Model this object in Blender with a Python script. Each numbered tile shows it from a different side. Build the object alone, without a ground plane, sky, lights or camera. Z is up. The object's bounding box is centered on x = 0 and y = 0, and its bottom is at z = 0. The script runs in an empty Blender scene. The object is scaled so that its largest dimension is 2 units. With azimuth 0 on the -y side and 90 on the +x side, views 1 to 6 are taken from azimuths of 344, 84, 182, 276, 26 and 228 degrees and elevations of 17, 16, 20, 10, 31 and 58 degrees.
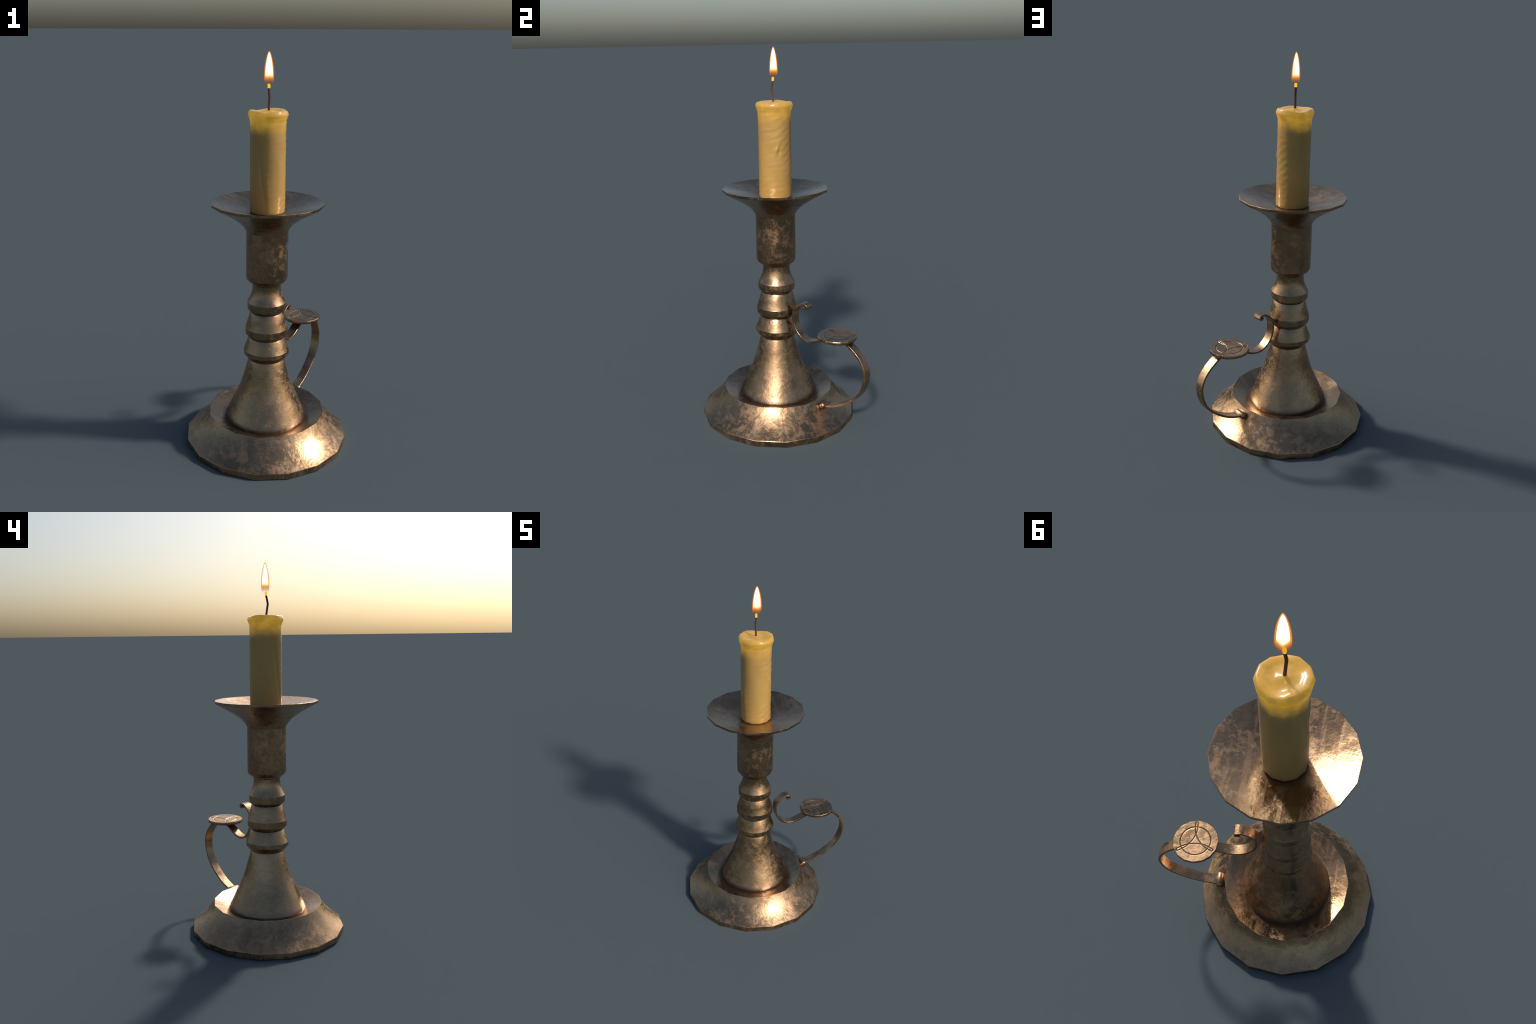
"""Lit candle in an old bronze chamberstick: dished foot, turned stem, socket with
wide drip pan, strap handle with an engraved thumb rest, wax candle, wick and flame."""
import bpy, math
import numpy as np
from mathutils import Vector

AXIS = (-0.0103, -0.0028, 0.0)      # foot of the stem axis
TURN = math.radians(-1.15)          # the whole stick is turned a touch on its axis
SIDES = 16                          # the metal was worked into sixteen flats

# ------------------------------------------------------------------ helpers
def link(obj, parent=None):
    bpy.context.scene.collection.objects.link(obj)
    if parent is not None:
        obj.parent = parent
    return obj


def empty(name, label, category, rot=0.0):
    e = bpy.data.objects.new(name, None)
    e.empty_display_size = 0.1
    e.location = AXIS
    e.rotation_euler = (0, 0, rot)
    e["label"], e["category"] = label, category
    return link(e)


def mesh_object(name, verts, faces, material, parent, sharp_angle=None):
    me = bpy.data.meshes.new(name)
    me.from_pydata([tuple(v) for v in verts], [], faces)
    me.validate()
    me.update()
    me.polygons.foreach_set("use_smooth", [True] * len(me.polygons))
    if sharp_angle is not None:
        me.set_sharp_from_angle(angle=math.radians(sharp_angle))
    me.materials.append(material)
    return link(bpy.data.objects.new(name, me), parent)


def lathe(name, profile, material, parent, sides=SIDES, phase=0.0, creases=()):
    """Turn a (radius, height) profile; a radius of 0 closes the end in a point.
    `creases` holds indices of profile points whose ring is a hard edge."""
    verts, rings = [], []
    for r, z in profile:
        if r < 1e-6:
            rings.append([len(verts)])
            verts.append((0, 0, z))
        else:
            rings.append(list(range(len(verts), len(verts) + sides)))
            for k in range(sides):
                a = phase + 2 * math.pi * k / sides
                verts.append((r * math.cos(a), r * math.sin(a), z))
    faces = []
    for lo, hi in zip(rings, rings[1:]):
        for k in range(sides):
            k2 = (k + 1) % sides
            if len(lo) == 1:
                faces.append((lo[0], hi[k2], hi[k]))
            elif len(hi) == 1:
                faces.append((lo[k], lo[k2], hi[0]))
            else:
                faces.append((lo[k], lo[k2], hi[k2], hi[k]))
    obj = mesh_object(name, verts, faces, material, parent)
    hard = set()
    for i in creases:
        ring = rings[i]
        for k in range(len(ring)):
            hard.add(frozenset((ring[k], ring[(k + 1) % len(ring)])))
    for e in obj.data.edges:
        if frozenset(e.vertices) in hard:
            e.use_edge_sharp = True
    return obj


def catmull(points, per_span):
    p = [np.array(q, float) for q in points]
    p = [2 * p[0] - p[1]] + p + [2 * p[-1] - p[-2]]
    out = []
    for i in range(1, len(p) - 2):
        for t in np.linspace(0, 1, per_span, endpoint=False):
            out.append(0.5 * (2 * p[i] + (p[i + 1] - p[i - 1]) * t
                              + (2 * p[i - 1] - 5 * p[i] + 4 * p[i + 1] - p[i + 2]) * t * t
                              + (3 * p[i] - p[i - 1] - 3 * p[i + 1] + p[i + 2]) * t ** 3))
    out.append(p[-2])
    return np.array(out)


# ------------------------------------------------------------------ node helpers
class Nodes:
    def __init__(self, name):
        self.mat = bpy.data.materials.new(name)
        self.mat.use_nodes = True
        self.t = self.mat.node_tree
        self.t.nodes.clear()
        self.out = self.t.nodes.new("ShaderNodeOutputMaterial")
        self.coord = self.t.nodes.new("ShaderNodeTexCoord").outputs["Object"]

    def new(self, kind, **props):
        n = self.t.nodes.new(kind)
        for k, v in props.items():
            setattr(n, k, v)
        return n

    def put(self, socket, value):
        if hasattr(value, "is_linked"):
            self.t.links.new(value, socket)
        else:
            socket.default_value = value

    def mapping(self, scale=(1, 1, 1), rot=(0, 0, 0), loc=(0, 0, 0)):
        m = self.new("ShaderNodeMapping")
        self.put(m.inputs["Vector"], self.coord)
        m.inputs["Scale"].default_value, m.inputs["Rotation"].default_value, m.inputs["Location"].default_value = scale, rot, loc
        return m.outputs[0]

    def noise(self, scale, detail=6.0, rough=0.6, vector=None, distortion=0.0):
        n = self.new("ShaderNodeTexNoise")
        self.put(n.inputs["Vector"], self.coord if vector is None else vector)
        n.inputs["Scale"].default_value, n.inputs["Detail"].default_value = scale, detail
        n.inputs["Roughness"].default_value, n.inputs["Distortion"].default_value = rough, distortion
        return n.outputs[0]

    def ramp(self, value, lo, hi, a=0.0, b=1.0, smooth=True):
        n = self.new("ShaderNodeMapRange", interpolation_type="SMOOTHSTEP" if smooth else "LINEAR")
        self.put(n.inputs[0], value)
        for i, v in enumerate((lo, hi, a, b), 1):
            self.put(n.inputs[i], v)
        return n.outputs[0]

    def math(self, op, a, b=0.0, clamp=False):
        n = self.new("ShaderNodeMath", operation=op, use_clamp=clamp)
        self.put(n.inputs[0], a)
        self.put(n.inputs[1], b)
        return n.outputs[0]

    def mix(self, fac, a, b, blend="MIX"):
        n = self.new("ShaderNodeMix", data_type="RGBA", blend_type=blend)
        self.put(n.inputs[0], fac)
        for s, v in ((n.inputs[6], a), (n.inputs[7], b)):
            self.put(s, (*v, 1.0) if isinstance(v, tuple) and len(v) == 3 else v)
        return n.outputs[2]

    def mixf(self, fac, a, b):
        n = self.new("ShaderNodeMix", data_type="FLOAT")
        for i, v in enumerate((fac, a, b)):
            self.put(n.inputs[[0, 2, 3][i]], v)
        return n.outputs[0]

    def split(self, vector=None):
        n = self.new("ShaderNodeSeparateXYZ")
        self.put(n.inputs[0], self.coord if vector is None else vector)
        return n.outputs

    def bump(self, height, strength, distance, normal=None):
        n = self.new("ShaderNodeBump")
        n.inputs["Strength"].default_value, n.inputs["Distance"].default_value = strength, distance
        self.put(n.inputs["Height"], height)
        if normal is not None:
            self.put(n.inputs["Normal"], normal)
        return n.outputs[0]

    def principled(self, **inputs):
        n = self.new("ShaderNodeBsdfPrincipled")
        for k, v in inputs.items():
            k = k.replace("_", " ")
            self.put(n.inputs[k], (*v, 1.0) if isinstance(v, tuple) and len(v) == 3 else v)
        self.t.links.new(n.outputs[0], self.out.inputs[0])
        return n


# ------------------------------------------------------------------ materials
def bronze(name, tarnish=0.5, streaks=0.0, foot_stain=None, seed=0.0, gloss=0.0, engraving=None, blotch=0.28):
    """Bare glossy bronze under a patchy, rougher brown tarnish.
    tarnish: how much is covered. streaks: wiped parallel streaks.
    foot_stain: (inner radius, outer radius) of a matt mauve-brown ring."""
    n = Nodes(name)
    place = n.mapping(loc=(seed, seed * 0.7, seed * 0.3))
    big = n.noise(5.0 + 9.0 * max(0.0, blotch - 0.28), 4, 0.6, place)
    fine = n.noise(27.0, 11, 0.78, place, 0.15)
    cover = n.math("ADD", n.math("MULTIPLY", fine, 1.0 - blotch), n.math("MULTIPLY", big, blotch))
    edge = 0.5 + (0.5 - tarnish) * 0.22
    patch = n.ramp(cover, edge - 0.035, edge + 0.05)
    if streaks:
        turned = n.new("ShaderNodeMapping")
        n.put(turned.inputs["Vector"], n.coord)
        turned.inputs["Rotation"].default_value = (0, 0, math.radians(54))
        squeezed = n.new("ShaderNodeMapping")
        n.put(squeezed.inputs["Vector"], turned.outputs[0])
        squeezed.inputs["Scale"].default_value = (3.0, 34.0, 4.0)
        lines = n.ramp(n.noise(1.0, 4, 0.55, squeezed.outputs[0]), 0.50, 0.62)
        patch = n.math("MAXIMUM", patch, n.math("MULTIPLY", lines, streaks))
    hue = n.noise(9.0, 5, 0.6, n.mapping(loc=(3.1, 1.7, seed)))
    bare = n.mix(n.ramp(hue, 0.35, 0.65), (0.320, 0.208, 0.118), (0.400, 0.264, 0.152))
    crust = n.mix(n.ramp(hue, 0.4, 0.62), (0.375, 0.238, 0.140), (0.460, 0.300, 0.182))
    colour = n.mix(patch, bare, crust)
    rough = n.mixf(patch, n.ramp(hue, 0.3, 0.7, 0.21 - gloss, 0.30 - gloss), 0.45 - gloss)
    metal = n.mixf(patch, 1.0, 0.96)
    speck = n.ramp(n.noise(95.0, 3, 0.6, place), 0.60, 0.72)
    colour = n.mix(n.math("MULTIPLY", speck, 0.5), colour, (0.10, 0.075, 0.05))
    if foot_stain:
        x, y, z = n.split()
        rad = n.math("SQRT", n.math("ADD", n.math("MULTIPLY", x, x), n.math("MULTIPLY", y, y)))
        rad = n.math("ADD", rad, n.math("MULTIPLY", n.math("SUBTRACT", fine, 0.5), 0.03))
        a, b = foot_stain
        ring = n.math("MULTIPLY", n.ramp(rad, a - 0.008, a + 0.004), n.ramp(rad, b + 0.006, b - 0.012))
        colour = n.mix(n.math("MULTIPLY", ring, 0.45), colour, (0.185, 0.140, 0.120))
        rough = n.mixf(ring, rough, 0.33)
    if engraving:
        # darker colour along the engraved lines: a ring and three arcs on the disc
        (ox, oy), ring_r, arcs = engraving
        x, y, z = n.split()
        x, y = n.math("SUBTRACT", x, ox), n.math("SUBTRACT", y, oy)

        def from_circle(cx, cy, r):
            dx, dy = n.math("SUBTRACT", x, cx), n.math("SUBTRACT", y, cy)
            d = n.math("SQRT", n.math("ADD", n.math("MULTIPLY", dx, dx), n.math("MULTIPLY", dy, dy)))
            return n.math("ABSOLUTE", n.math("SUBTRACT", d, r))

        near = from_circle(0.0, 0.0, ring_r)
        for (cx, cy, r, ux, uy, limit) in arcs:
            past = n.math("GREATER_THAN", n.math("ADD", n.math("MULTIPLY", x, ux), n.math("MULTIPLY", y, uy)), limit)
            near = n.math("MINIMUM", near, n.math("ADD", from_circle(cx, cy, r), past))
        line = n.ramp(near, 0.0022, 0.0006)
        colour = n.mix(n.math("MULTIPLY", line, 0.75), colour, (0.06, 0.045, 0.03))
    dents = n.noise(26.0, 4, 0.55, place)
    normal = n.bump(dents, 0.3, 0.006)
    normal = n.bump(n.noise(85.0, 5, 0.62, place), 0.3, 0.0018, normal)
    n.principled(Base_Color=colour, Metallic=metal, Roughness=rough, Normal=normal)
    return n.mat


def wax_material():
    n = Nodes("yellow_wax")
    x, y, z = n.split()
    wob = n.math("MULTIPLY", n.math("SUBTRACT", n.noise(14.0, 3), 0.5), 0.06)
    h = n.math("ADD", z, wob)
    # flame glow in the wax top: emission by height over a darkened base colour
    glow_band = n.ramp(h, 1.600, 1.685)
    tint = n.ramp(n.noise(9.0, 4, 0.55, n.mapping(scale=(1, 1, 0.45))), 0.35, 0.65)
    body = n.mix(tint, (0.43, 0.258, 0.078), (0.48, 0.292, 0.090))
    colour = n.mix(glow_band, body, (0.36, 0.20, 0.060))
    glow = n.math("MULTIPLY", glow_band, n.ramp(n.noise(20.0, 3), 0.3, 0.7, 0.22, 0.34))
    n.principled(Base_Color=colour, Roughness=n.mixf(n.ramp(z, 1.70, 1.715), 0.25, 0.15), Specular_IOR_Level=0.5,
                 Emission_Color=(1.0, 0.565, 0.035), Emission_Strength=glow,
                 Normal=n.bump(n.noise(30.0, 3, 0.5, n.mapping(scale=(1, 1, 2.2))), 0.12, 0.004))
    return n.mat


def wick_material():
    n = Nodes("charred_wick")
    z = n.split()[2]
    c = n.mix(n.ramp(z, 1.74, 1.82), (0.10, 0.055, 0.04), (0.055, 0.032, 0.026))
    n.principled(Base_Color=c, Roughness=0.75, Normal=n.bump(n.noise(240.0, 3), 0.3, 0.001))
    return n.mat


def ember_material():
    n = Nodes("glowing_ember")
    n.principled(Base_Color=(0.1, 0.05, 0.01), Roughness=0.8,
                 Emission_Color=(1.0, 0.56, 0.018), Emission_Strength=0.95)
    return n.mat


def flame_material(name, colour, power, cover, hollow, skirt):
    """One layer of hot gas. It thins out below `skirt` (low z, high z) and
    dims into the dark hollow over the wick; `cover` is how dense it is."""
    n = Nodes(name)
    z = n.split()[2]
    em = n.new("ShaderNodeEmission")
    n.put(em.inputs[0], n.mix(n.ramp(z, *skirt), hollow, colour))
    n.put(em.inputs[1], n.ramp(z, skirt[0], skirt[1], 0.5, power))
    tr = n.new("ShaderNodeBsdfTransparent")
    mixer = n.new("ShaderNodeMixShader")
    n.put(mixer.inputs[0], n.ramp(z, skirt[0] - 0.004, skirt[1], 0.0, cover))
    n.t.links.new(tr.outputs[0], mixer.inputs[1])
    n.t.links.new(em.outputs[0], mixer.inputs[2])
    n.t.links.new(mixer.outputs[0], n.out.inputs[0])
    return n.mat


# the knot engraved on the thumb rest: arcs from tip to tip, bowed in towards the middle
KNOT_R, KNOT_NEAR, KNOT_RING = 0.0935, 0.0135, 0.0680
KNOT_TIPS = [math.radians(-44.4 + 120 * k) - TURN for k in range(3)]
REST_AT = 0.4012


def knot_arcs():
    """(centre x, centre y, radius, unit x, unit y, chord distance) of the three arcs
    and of the round lobes in which they meet."""
    reach, lobe = KNOT_R - 0.0045, 0.0045           # each corner closes in a small round lobe
    end, half = reach * 0.5 - lobe * math.sin(math.pi / 3), reach * math.sin(math.pi / 3) + lobe * 0.5
    sag = end - KNOT_NEAR
    rad = (half * half + sag * sag) / (2 * sag)
    out = []
    for a in KNOT_TIPS:
        m = a + math.radians(60)
        ux, uy = math.cos(m), math.sin(m)
        out.append(((KNOT_NEAR + rad) * ux, (KNOT_NEAR + rad) * uy, rad, ux, uy, end))
        ux, uy = math.cos(a), math.sin(a)
        out.append((reach * ux, reach * uy, lobe, -ux, -uy, -reach))
    return out


M_FOOT = bronze("tarnished_bronze_foot", 0.43, seed=0.4)
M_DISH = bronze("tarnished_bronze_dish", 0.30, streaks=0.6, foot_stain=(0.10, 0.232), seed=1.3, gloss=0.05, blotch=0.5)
M_STEM = bronze("tarnished_bronze_stem", 0.40, seed=2.1)
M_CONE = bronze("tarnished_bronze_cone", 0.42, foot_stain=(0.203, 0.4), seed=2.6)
M_SOCKET = bronze("tarnished_bronze_socket", 0.42, seed=3.7)
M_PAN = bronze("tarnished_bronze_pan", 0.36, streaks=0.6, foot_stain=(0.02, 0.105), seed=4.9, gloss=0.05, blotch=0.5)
M_STRAP = bronze("tarnished_bronze_strap", 0.44, seed=5.5, gloss=-0.03, blotch=0.45)
M_REST = bronze("tarnished_bronze_rest", 0.52, seed=6.4, gloss=-0.04,
                engraving=((REST_AT * math.sqrt(0.5),) * 2, KNOT_RING, knot_arcs()))
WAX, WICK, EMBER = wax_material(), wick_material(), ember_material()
FLAME_SKIN = flame_material("flame_skin", (0.75, 0.17, 0.02), 0.8, 0.26, (0.3, 0.06, 0.02), (1.836, 1.872))
FLAME_BODY = flame_material("flame_body", (1.0, 0.36, 0.035), 1.1, 0.58, (0.6, 0.13, 0.02), (1.842, 1.880))
FLAME_CORE = flame_material("flame_core", (1.0, 0.90, 0.62), 5.0, 0.97, (1.0, 0.42, 0.05), (1.862, 1.893))

# ------------------------------------------------------------------ candle holder
holder = empty("candle_holder", "old tarnished bronze chamberstick with dished foot, turned stem and strap handle",
               "candle holder", TURN)

# foot: outer skirt up to the sharp rim, and the dish inside it
lathe("base", [(0.0, 0.002), (0.40, 0.0), (0.4205, 0.0), (0.4218, 0.0015), (0.4222, 0.0300), (0.4208, 0.0325),
               (0.395, 0.0520), (0.365, 0.0785), (0.335, 0.1115), (0.316, 0.1365), (0.3035, 0.1600), (0.3020, 0.1625)],
      M_FOOT, holder, creases=(2, 3, 4, 5))
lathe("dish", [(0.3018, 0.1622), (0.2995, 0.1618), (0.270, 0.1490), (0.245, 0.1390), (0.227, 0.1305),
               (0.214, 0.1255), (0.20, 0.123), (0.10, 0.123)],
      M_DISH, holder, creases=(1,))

# stem: flared bell, then three turned bells each ending in a collar
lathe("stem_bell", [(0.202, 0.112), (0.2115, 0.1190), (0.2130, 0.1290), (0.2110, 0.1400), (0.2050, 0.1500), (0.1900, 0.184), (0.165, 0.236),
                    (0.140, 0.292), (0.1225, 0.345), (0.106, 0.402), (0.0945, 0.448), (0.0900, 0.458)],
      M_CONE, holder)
collars = [  # (upper radius, upper z, shoulder radius, shoulder z, band foot z, lower radius, lower z)
    (0.0715, 0.864, 0.0975, 0.770, 0.732, 0.0830, 0.716),
    (0.0835, 0.717, 0.1080, 0.632, 0.598, 0.0910, 0.578),
    (0.0915, 0.579, 0.1165, 0.511, 0.488, 0.0920, 0.4555)]
for i, (ru, zu, rs, zs, zb, rl, zl) in enumerate(collars):
    if i == 0:
        upper = [(ru, zu), (0.0718, 0.852), (0.0750, 0.822), (0.0865, 0.792)]
    else:
        upper = [(ru - 0.002, zu - 0.002), (ru + 0.003, zu - 0.010), (ru + 0.45 * (rs - ru), zs + 0.5 * (zu - zs))]
    n_up = len(upper)
    lathe("stem_collar" if i == 0 else f"stem_collar.{i:03d}",
          upper + [(rs - 0.0002, zs + 0.0005), (rs + 0.0006, zs - 0.0012), (rs + 0.0008, zb + 0.0012),
                   (rs - 0.0008, zb - 0.0010), (rl + 0.002, zl + 0.004), (rl - 0.004, zl)],
          M_STEM, holder, creases=(n_up, n_up + 1, n_up + 2, n_up + 3, n_up + 4))

# socket: plain tube with a rounded foot; the drip pan flares out of its top
lathe("socket", [(0.066, 0.862), (0.0735, 0.8635), (0.0775, 0.868), (0.079, 0.8735), (0.0865, 0.876), (0.0985, 0.886), (0.1045, 0.897),
                 (0.1055, 0.908), (0.1050, 1.02), (0.1045, 1.137)], M_SOCKET, holder, creases=(3, 6))
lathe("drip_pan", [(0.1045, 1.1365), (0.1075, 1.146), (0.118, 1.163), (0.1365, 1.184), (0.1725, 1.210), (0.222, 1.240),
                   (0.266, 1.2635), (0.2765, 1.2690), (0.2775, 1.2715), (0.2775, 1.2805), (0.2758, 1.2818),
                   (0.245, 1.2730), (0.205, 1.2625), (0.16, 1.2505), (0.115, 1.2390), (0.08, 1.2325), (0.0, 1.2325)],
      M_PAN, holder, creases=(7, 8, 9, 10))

# handle: a flat strap bent in the plane through the axis at 45 degrees
handle = bpy.data.objects.new("handle", None)
handle.empty_display_size = 0.05
link(handle, holder)
DIR = np.array([math.cos(math.pi / 4), math.sin(math.pi / 4), 0.0])
ACROSS = np.array([math.sin(math.pi / 4), -math.cos(math.pi / 4), 0.0])


def strap(name, path, width, thick):
    """Sweep a flat rectangle along (outward distance, height) points."""
    pts = np.array(path)
    tang = np.gradient(pts, axis=0)
    tang /= np.linalg.norm(tang, axis=1)[:, None]
    verts, faces = [], []
    c = 0.0007
    section = [(-width / 2 + c, -thick / 2), (width / 2 - c, -thick / 2), (width / 2, -thick / 2 + c), (width / 2, thick / 2 - c),
               (width / 2 - c, thick / 2), (-width / 2 + c, thick / 2), (-width / 2, thick / 2 - c), (-width / 2, -thick / 2 + c)]
    for (s, z), (ts, tz) in zip(pts, tang):
        nrm = -tz * DIR + np.array([0, 0, ts])
        o = s * DIR + np.array([0, 0, z])
        for a, b in section:
            verts.append(o + a * ACROSS + b * nrm)
    k = len(section)
    for i in range(len(pts) - 1):
        for j in range(k):
            faces.append((i * k + j, i * k + (j + 1) % k, (i + 1) * k + (j + 1) % k, (i + 1) * k + j))
    faces.append(tuple(range(k))[::-1])
    faces.append(tuple(range((len(pts) - 1) * k, len(pts) * k)))
    return mesh_object(name, verts, faces, M_STRAP, handle, 38)


loop = [(0.400, 0.5440), (0.440, 0.5390), (0.474, 0.5240), (0.505, 0.5040), (0.548, 0.4660), (0.5800, 0.4100), (0.5832, 0.3500),
        (0.5600, 0.2820), (0.5210, 0.2330), (0.4580, 0.1850), (0.395, 0.1530), (0.326, 0.1330)]
# the upper piece ends in a rolled lip, then hooks round and runs in under the thumb rest
lip = [(0.2080 + 0.0100 * math.sin(a), 0.6695 + 0.0100 * math.cos(a)) for a in np.linspace(math.radians(270), 0, 7)]
scroll = [(0.2080, 0.6795), (0.1860, 0.6795), (0.162, 0.6665), (0.1395, 0.6430), (0.1285, 0.610),
          (0.1305, 0.568), (0.1460, 0.527), (0.184, 0.4905), (0.229, 0.4795), (0.278, 0.4900), (0.330, 0.5150), (0.380, 0.5385), (0.420, 0.5445)]
strap("handle_strap", lip + catmull(scroll, 2)[1:].tolist(), 0.0475, 0.0105)
strap("handle_strap.001", catmull(loop, 2), 0.0475, 0.0112)

# hinge pin that holds the strap to the foot
pin_v, pin_f = [], []
PIN_R, PIN_HALF, PIN_SIDES = 0.0185, 0.037, 12
PIN_RINGS = [(-PIN_HALF, 0.008), (-PIN_HALF + 0.003, 0.0145), (-PIN_HALF + 0.010, PIN_R), (PIN_HALF - 0.010, PIN_R),
             (PIN_HALF - 0.003, 0.0145), (PIN_HALF, 0.008)]
PIN_AT = 0.3265 * DIR + np.array([0, 0, 0.1360])
for off, r in PIN_RINGS:
    for k in range(PIN_SIDES):
        a = 2 * math.pi * (k + 0.5) / PIN_SIDES
        pin_v.append(PIN_AT + off * ACROSS + r * (math.cos(a) * DIR + math.sin(a) * np.array([0, 0, 1])))
for i in range(len(PIN_RINGS) - 1):
    for k in range(PIN_SIDES):
        k2 = (k + 1) % PIN_SIDES
        pin_f.append((i * PIN_SIDES + k, (i + 1) * PIN_SIDES + k, (i + 1) * PIN_SIDES + k2, i * PIN_SIDES + k2))
pin_f += [tuple(range(PIN_SIDES)), tuple(range((len(PIN_RINGS) - 1) * PIN_SIDES, len(PIN_RINGS) * PIN_SIDES))[::-1]]
mesh_object("hinge_pin", pin_v, pin_f, M_STRAP, handle, 60)

# thumb rest: sixteen-sided disc engraved with a ring and a three-cornered knot
REST_R, REST_TOP, REST_THICK = 0.1020, 0.5545, 0.0165
rest_c = REST_AT * DIR


def engraved_depth(x, y):
    """Depth of the engraved lines at points of the disc."""
    lines = [np.abs(np.hypot(x, y) - KNOT_RING)]
    for cx, cy, rad, ux, uy, limit in knot_arcs():
        lines.append(np.where(x * ux + y * uy > limit, 1.0, np.abs(np.hypot(x - cx, y - cy) - rad)))
    return 0.0021 * np.exp(-(np.min(lines, axis=0) / 0.0020) ** 2)


per_side, n_rad = 34, 100
n_ang = SIDES * per_side
ang = 2 * math.pi * np.arange(n_ang) / n_ang
# corners on multiples of a full side, as on the foot
flat = math.cos(math.pi / SIDES) / np.cos(ang % (2 * math.pi / SIDES) - math.pi / SIDES)
rv, rf = [(rest_c[0], rest_c[1], REST_TOP - float(engraved_depth(np.array(0.0), np.array(0.0))))], []
steps = [(i / n_rad) * 0.985 for i in range(1, n_rad + 1)]
for f in steps:
    x, y = REST_R * f * flat * np.cos(ang), REST_R * f * flat * np.sin(ang)
    z = REST_TOP - engraved_depth(x, y)
    rv += list(zip(rest_c[0] + x, rest_c[1] + y, z))
for f, dz in ((1.0, 0.002), (1.0, REST_THICK - 0.0015), (0.985, REST_THICK)):
    x, y = REST_R * f * flat * np.cos(ang), REST_R * f * flat * np.sin(ang)
    rv += list(zip(rest_c[0] + x, rest_c[1] + y, np.full(n_ang, REST_TOP - dz)))
rf += [(0, 1 + k, 1 + (k + 1) % n_ang) for k in range(n_ang)]
for i in range(n_rad + 2):
    a0, b0 = 1 + i * n_ang, 1 + (i + 1) * n_ang
    rf += [(a0 + k, b0 + k, b0 + (k + 1) % n_ang, a0 + (k + 1) % n_ang) for k in range(n_ang)]
rf.append(tuple(range(1 + (n_rad + 2) * n_ang, 1 + (n_rad + 3) * n_ang))[::-1])
mesh_object("thumb_rest", rv, rf, M_REST, handle, 50)

# ------------------------------------------------------------------ candle
candle = empty("candle", "lit yellow wax candle with bent dark wick and flame", "candle")
candle.location = (AXIS[0] + 0.0006, AXIS[1] + 0.0007, 0.0)

WAX_SIDES, PER = 12, 10
WAX_PHASE = math.radians(15.0)
WAX_BOTTOM = 1.2330
wax_profile = [(0.0805, WAX_BOTTOM), (0.0838, WAX_BOTTOM + 0.0025)] + catmull([(0.0856, WAX_BOTTOM + 0.008), (0.0857, 1.30), (0.0856, 1.40), (0.0855, 1.50), (0.0855, 1.60)], 20).tolist()
wax_profile += catmull([(0.0855, 1.62), (0.0856, 1.655), (0.0860, 1.6735)], 6)[:-1].tolist()
wax_profile += catmull([(0.0860, 1.6735), (0.0918, 1.690), (0.0960, 1.7020), (0.0938, 1.7130), (0.0886, 1.7205), (0.080, 1.7220),
                        (0.068, 1.7205), (0.053, 1.7165), (0.034, 1.7165), (0.018, 1.7202), (0.008, 1.7222)], 5).tolist()


def wax_relief(a, z):
    """Dents, drips and slanting folds of hand-made wax: offset of the radius."""
    side = np.clip((1.69 - z) / 0.03, 0, 1)
    folds = 0.0004 * np.sin(46 * (z + 0.035 * np.sin(a - 1.3)) + 2.3 * np.sin(2 * a + 5 * z))
    lean_a = (a + math.pi) % (2 * math.pi) - math.pi
    folds += 0.00058 * np.sin(165 * (z - 0.034 * lean_a) + 1.6 * np.sin(3 * lean_a + 9 * z)) * (0.6 + 0.4 * np.sin(17 * z + 2 * lean_a))
    folds += 0.0002 * np.sin(260 * (z - 0.012 * lean_a) + 2.0 * np.sin(2 * lean_a - 14 * z))
    folds *= 0.5 + 0.5 * np.cos(a + 0.15)          # strongest towards +x
    def blob(a0, z0, wa, wz, h, lean=0.0):
        da = (a - a0 - lean * (z - z0) + math.pi) % (2 * math.pi) - math.pi
        return h * np.exp(-(da / wa) ** 2 - ((z - z0) / wz) ** 2)
    s = folds
    s = s + blob(0.02, 1.490, 0.085, 0.022, 0.0046, 3.0) - blob(0.20, 1.480, 0.09, 0.032, 0.0025, 3.0)
    s = s - blob(-2.28, 1.44, 0.075, 0.13, 0.0034, -1.65) - blob(-2.35, 1.45, 0.4, 0.25, 0.0018)
    s = s + blob(-1.95, 1.40, 0.16, 0.13, 0.0012, -1.2)
    s = s - blob(2.35, 1.42, 0.12, 0.12, 0.0022, -0.5)
    s = s + blob(1.35, 1.33, 0.18, 0.08, 0.0016, 1.0) + blob(-0.5, 1.27, 0.14, 0.05, 0.0020)
    return s * side


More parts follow.
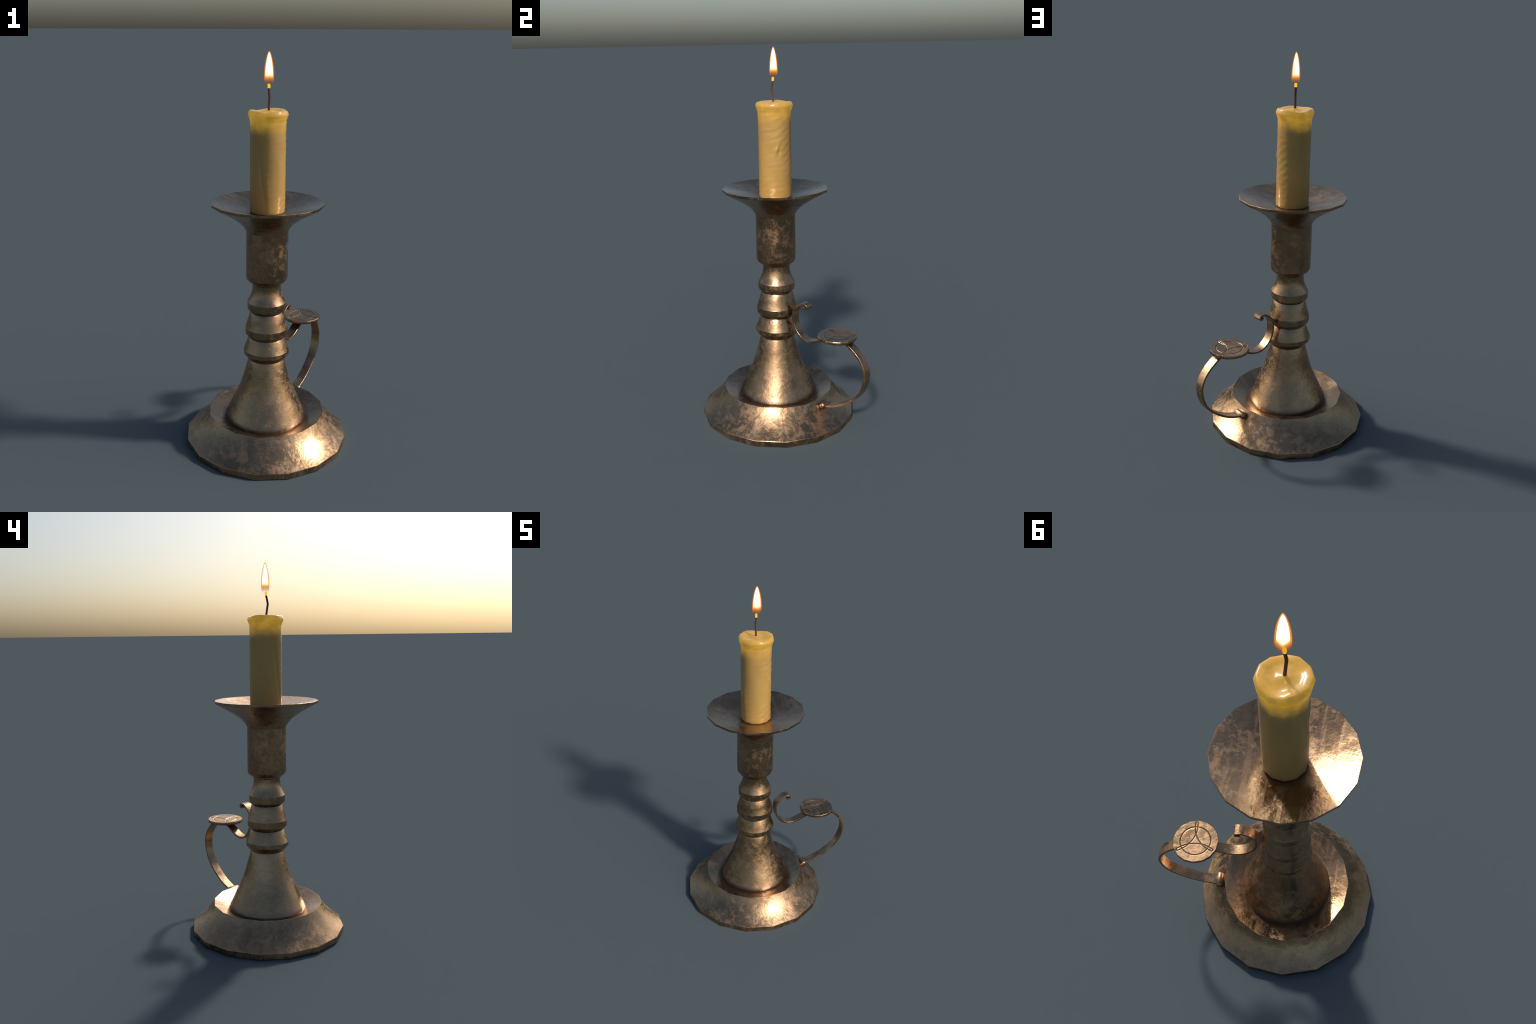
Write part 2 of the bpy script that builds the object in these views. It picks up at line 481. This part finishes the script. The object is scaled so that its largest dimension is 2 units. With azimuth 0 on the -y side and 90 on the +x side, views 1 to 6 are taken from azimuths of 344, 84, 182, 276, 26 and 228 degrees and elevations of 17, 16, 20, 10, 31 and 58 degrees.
def wax_surface(faceted):
    n = WAX_SIDES * PER
    a = WAX_PHASE + 2 * math.pi * np.arange(n) / n
    local = (a - WAX_PHASE) % (2 * math.pi / WAX_SIDES) - math.pi / WAX_SIDES
    flat = math.cos(math.pi / WAX_SIDES) / np.cos(local) if faceted else np.full(n, 0.985)
    rows = []
    for i, (r, z) in enumerate(wax_profile):
        rad = r * flat + wax_relief(a, z)
        top = np.clip((z - 1.700) / 0.02, 0, 1)
        sag = top * (0.0022 * np.sin(2 * a + 0.6) + 0.0024 * np.sin(3 * a - 0.9) + 0.0012 * np.sin(5 * a + 1.1)) * np.clip(1.2 - np.abs(r - 0.075) / 0.05, 0, 1)
        rows.append(np.stack([rad * np.cos(a), rad * np.sin(a), z + sag], -1))
    return np.array(rows), n


grid, n_w = wax_surface(True)
round_grid, _ = wax_surface(False)
# shading normals of the rounded surface, so that the twelve flats show in the outline only
du = np.roll(round_grid, -1, 1) - np.roll(round_grid, 1, 1)
dv = np.gradient(round_grid, axis=0)
nor = np.cross(du, dv)
nor /= np.linalg.norm(nor, axis=-1, keepdims=True) + 1e-12
rows = len(wax_profile)
wv = grid.reshape(-1, 3).tolist() + [(0, 0, 1.7228), (0, 0, WAX_BOTTOM)]
wn = nor.reshape(-1, 3).tolist() + [(0, 0, 1), (0, 0, -1)]
wf = [(i * n_w + k, i * n_w + (k + 1) % n_w, (i + 1) * n_w + (k + 1) % n_w, (i + 1) * n_w + k) for i in range(rows - 1) for k in range(n_w)]
wf += [((rows - 1) * n_w + k, (rows - 1) * n_w + (k + 1) % n_w, rows * n_w) for k in range(n_w)]
wf += [((k + 1) % n_w, k, rows * n_w + 1) for k in range(n_w)]
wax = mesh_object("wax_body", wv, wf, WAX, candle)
wax.data.normals_split_custom_set_from_vertices([Vector(v) for v in wn])


def stick(name, centres, radii, sides, material, parent):
    verts, faces = [], []
    for (x, y, z), r in zip(centres, radii):
        for k in range(sides):
            a = 2 * math.pi * k / sides
            verts.append((x + r * math.cos(a), y + r * math.sin(a), z))
    for i in range(len(centres) - 1):
        for k in range(sides):
            k2 = (k + 1) % sides
            faces.append((i * sides + k, i * sides + k2, (i + 1) * sides + k2, (i + 1) * sides + k))
    faces += [tuple(range(sides))[::-1], tuple(range((len(centres) - 1) * sides, len(centres) * sides))]
    return mesh_object(name, verts, faces, material, parent, 50)


# wick: bent once towards -y, its tip aglow (positions relative to the stem axis)
wick_path = [(0.0012, -0.0032, 1.708), (0.0012, -0.0038, 1.722), (0.0022, -0.0100, 1.765), (0.0024, -0.0124, 1.779), (0.0020, -0.0108, 1.792), (0.0014, -0.0044, 1.8235)]
wick = stick("wick", wick_path, [0.0062, 0.0062, 0.0060, 0.0060, 0.0060, 0.0058], 6, WICK, candle)
stick("wick_ember", [(0.0014, -0.0044, 1.8236), (0.0013, -0.0040, 1.8270), (0.0009, -0.0030, 1.8400), (0.0009, -0.0030, 1.8430)],
      [0.0060, 0.0068, 0.0068, 0.0055], 6, EMBER, wick)

flame_line = catmull([(0.0185, 1.8360), (0.0213, 1.8500), (0.0228, 1.8720), (0.0225, 1.8950), (0.0205, 1.9200), (0.0168, 1.9450),
                      (0.0118, 1.9660), (0.0066, 1.9820), (0.0024, 1.9900)], 4)


def flame_layer(name, girth, drop, material, parent):
    """A layer nested in the flame: the same outline, slimmer and with a lower tip.
    In plan the flame has four soft lobes, at 45 degrees to the axes."""
    rows = [(0.0001, 1.8350 + drop * 0.6)]
    rows += [(r * girth * 1.20, 1.836 + (z - 1.836) * (1 - drop / 0.16)) for r, z in flame_line]
    rows += [(0.0001, 1.9920 - drop)]
    sides, p = 48, 1.15
    verts, faces = [], []
    for r, z in rows:
        for k in range(sides):
            a = 2 * math.pi * k / sides
            c = math.cos(a - math.pi / 4 - TURN), math.sin(a - math.pi / 4 - TURN)
            lobe = (abs(c[0]) ** p + abs(c[1]) ** p) ** (-1 / p)
            verts.append((r * lobe * math.cos(a), r * lobe * math.sin(a), z))
    for i in range(len(rows) - 1):
        for k in range(sides):
            k2 = (k + 1) % sides
            faces.append((i * sides + k, i * sides + k2, (i + 1) * sides + k2, (i + 1) * sides + k))
    faces += [tuple(range(sides))[::-1], tuple(range((len(rows) - 1) * sides, len(rows) * sides))]
    return mesh_object(name, verts, faces, material, parent)


flame = flame_layer("flame", 1.0, 0.0, FLAME_SKIN, candle)
flame.location = (0.0024, 0.0002, 0.0)
flame_layer("flame_body", 0.92, 0.0035, FLAME_BODY, flame)
flame_layer("flame_core", 0.74, 0.0080, FLAME_CORE, flame)
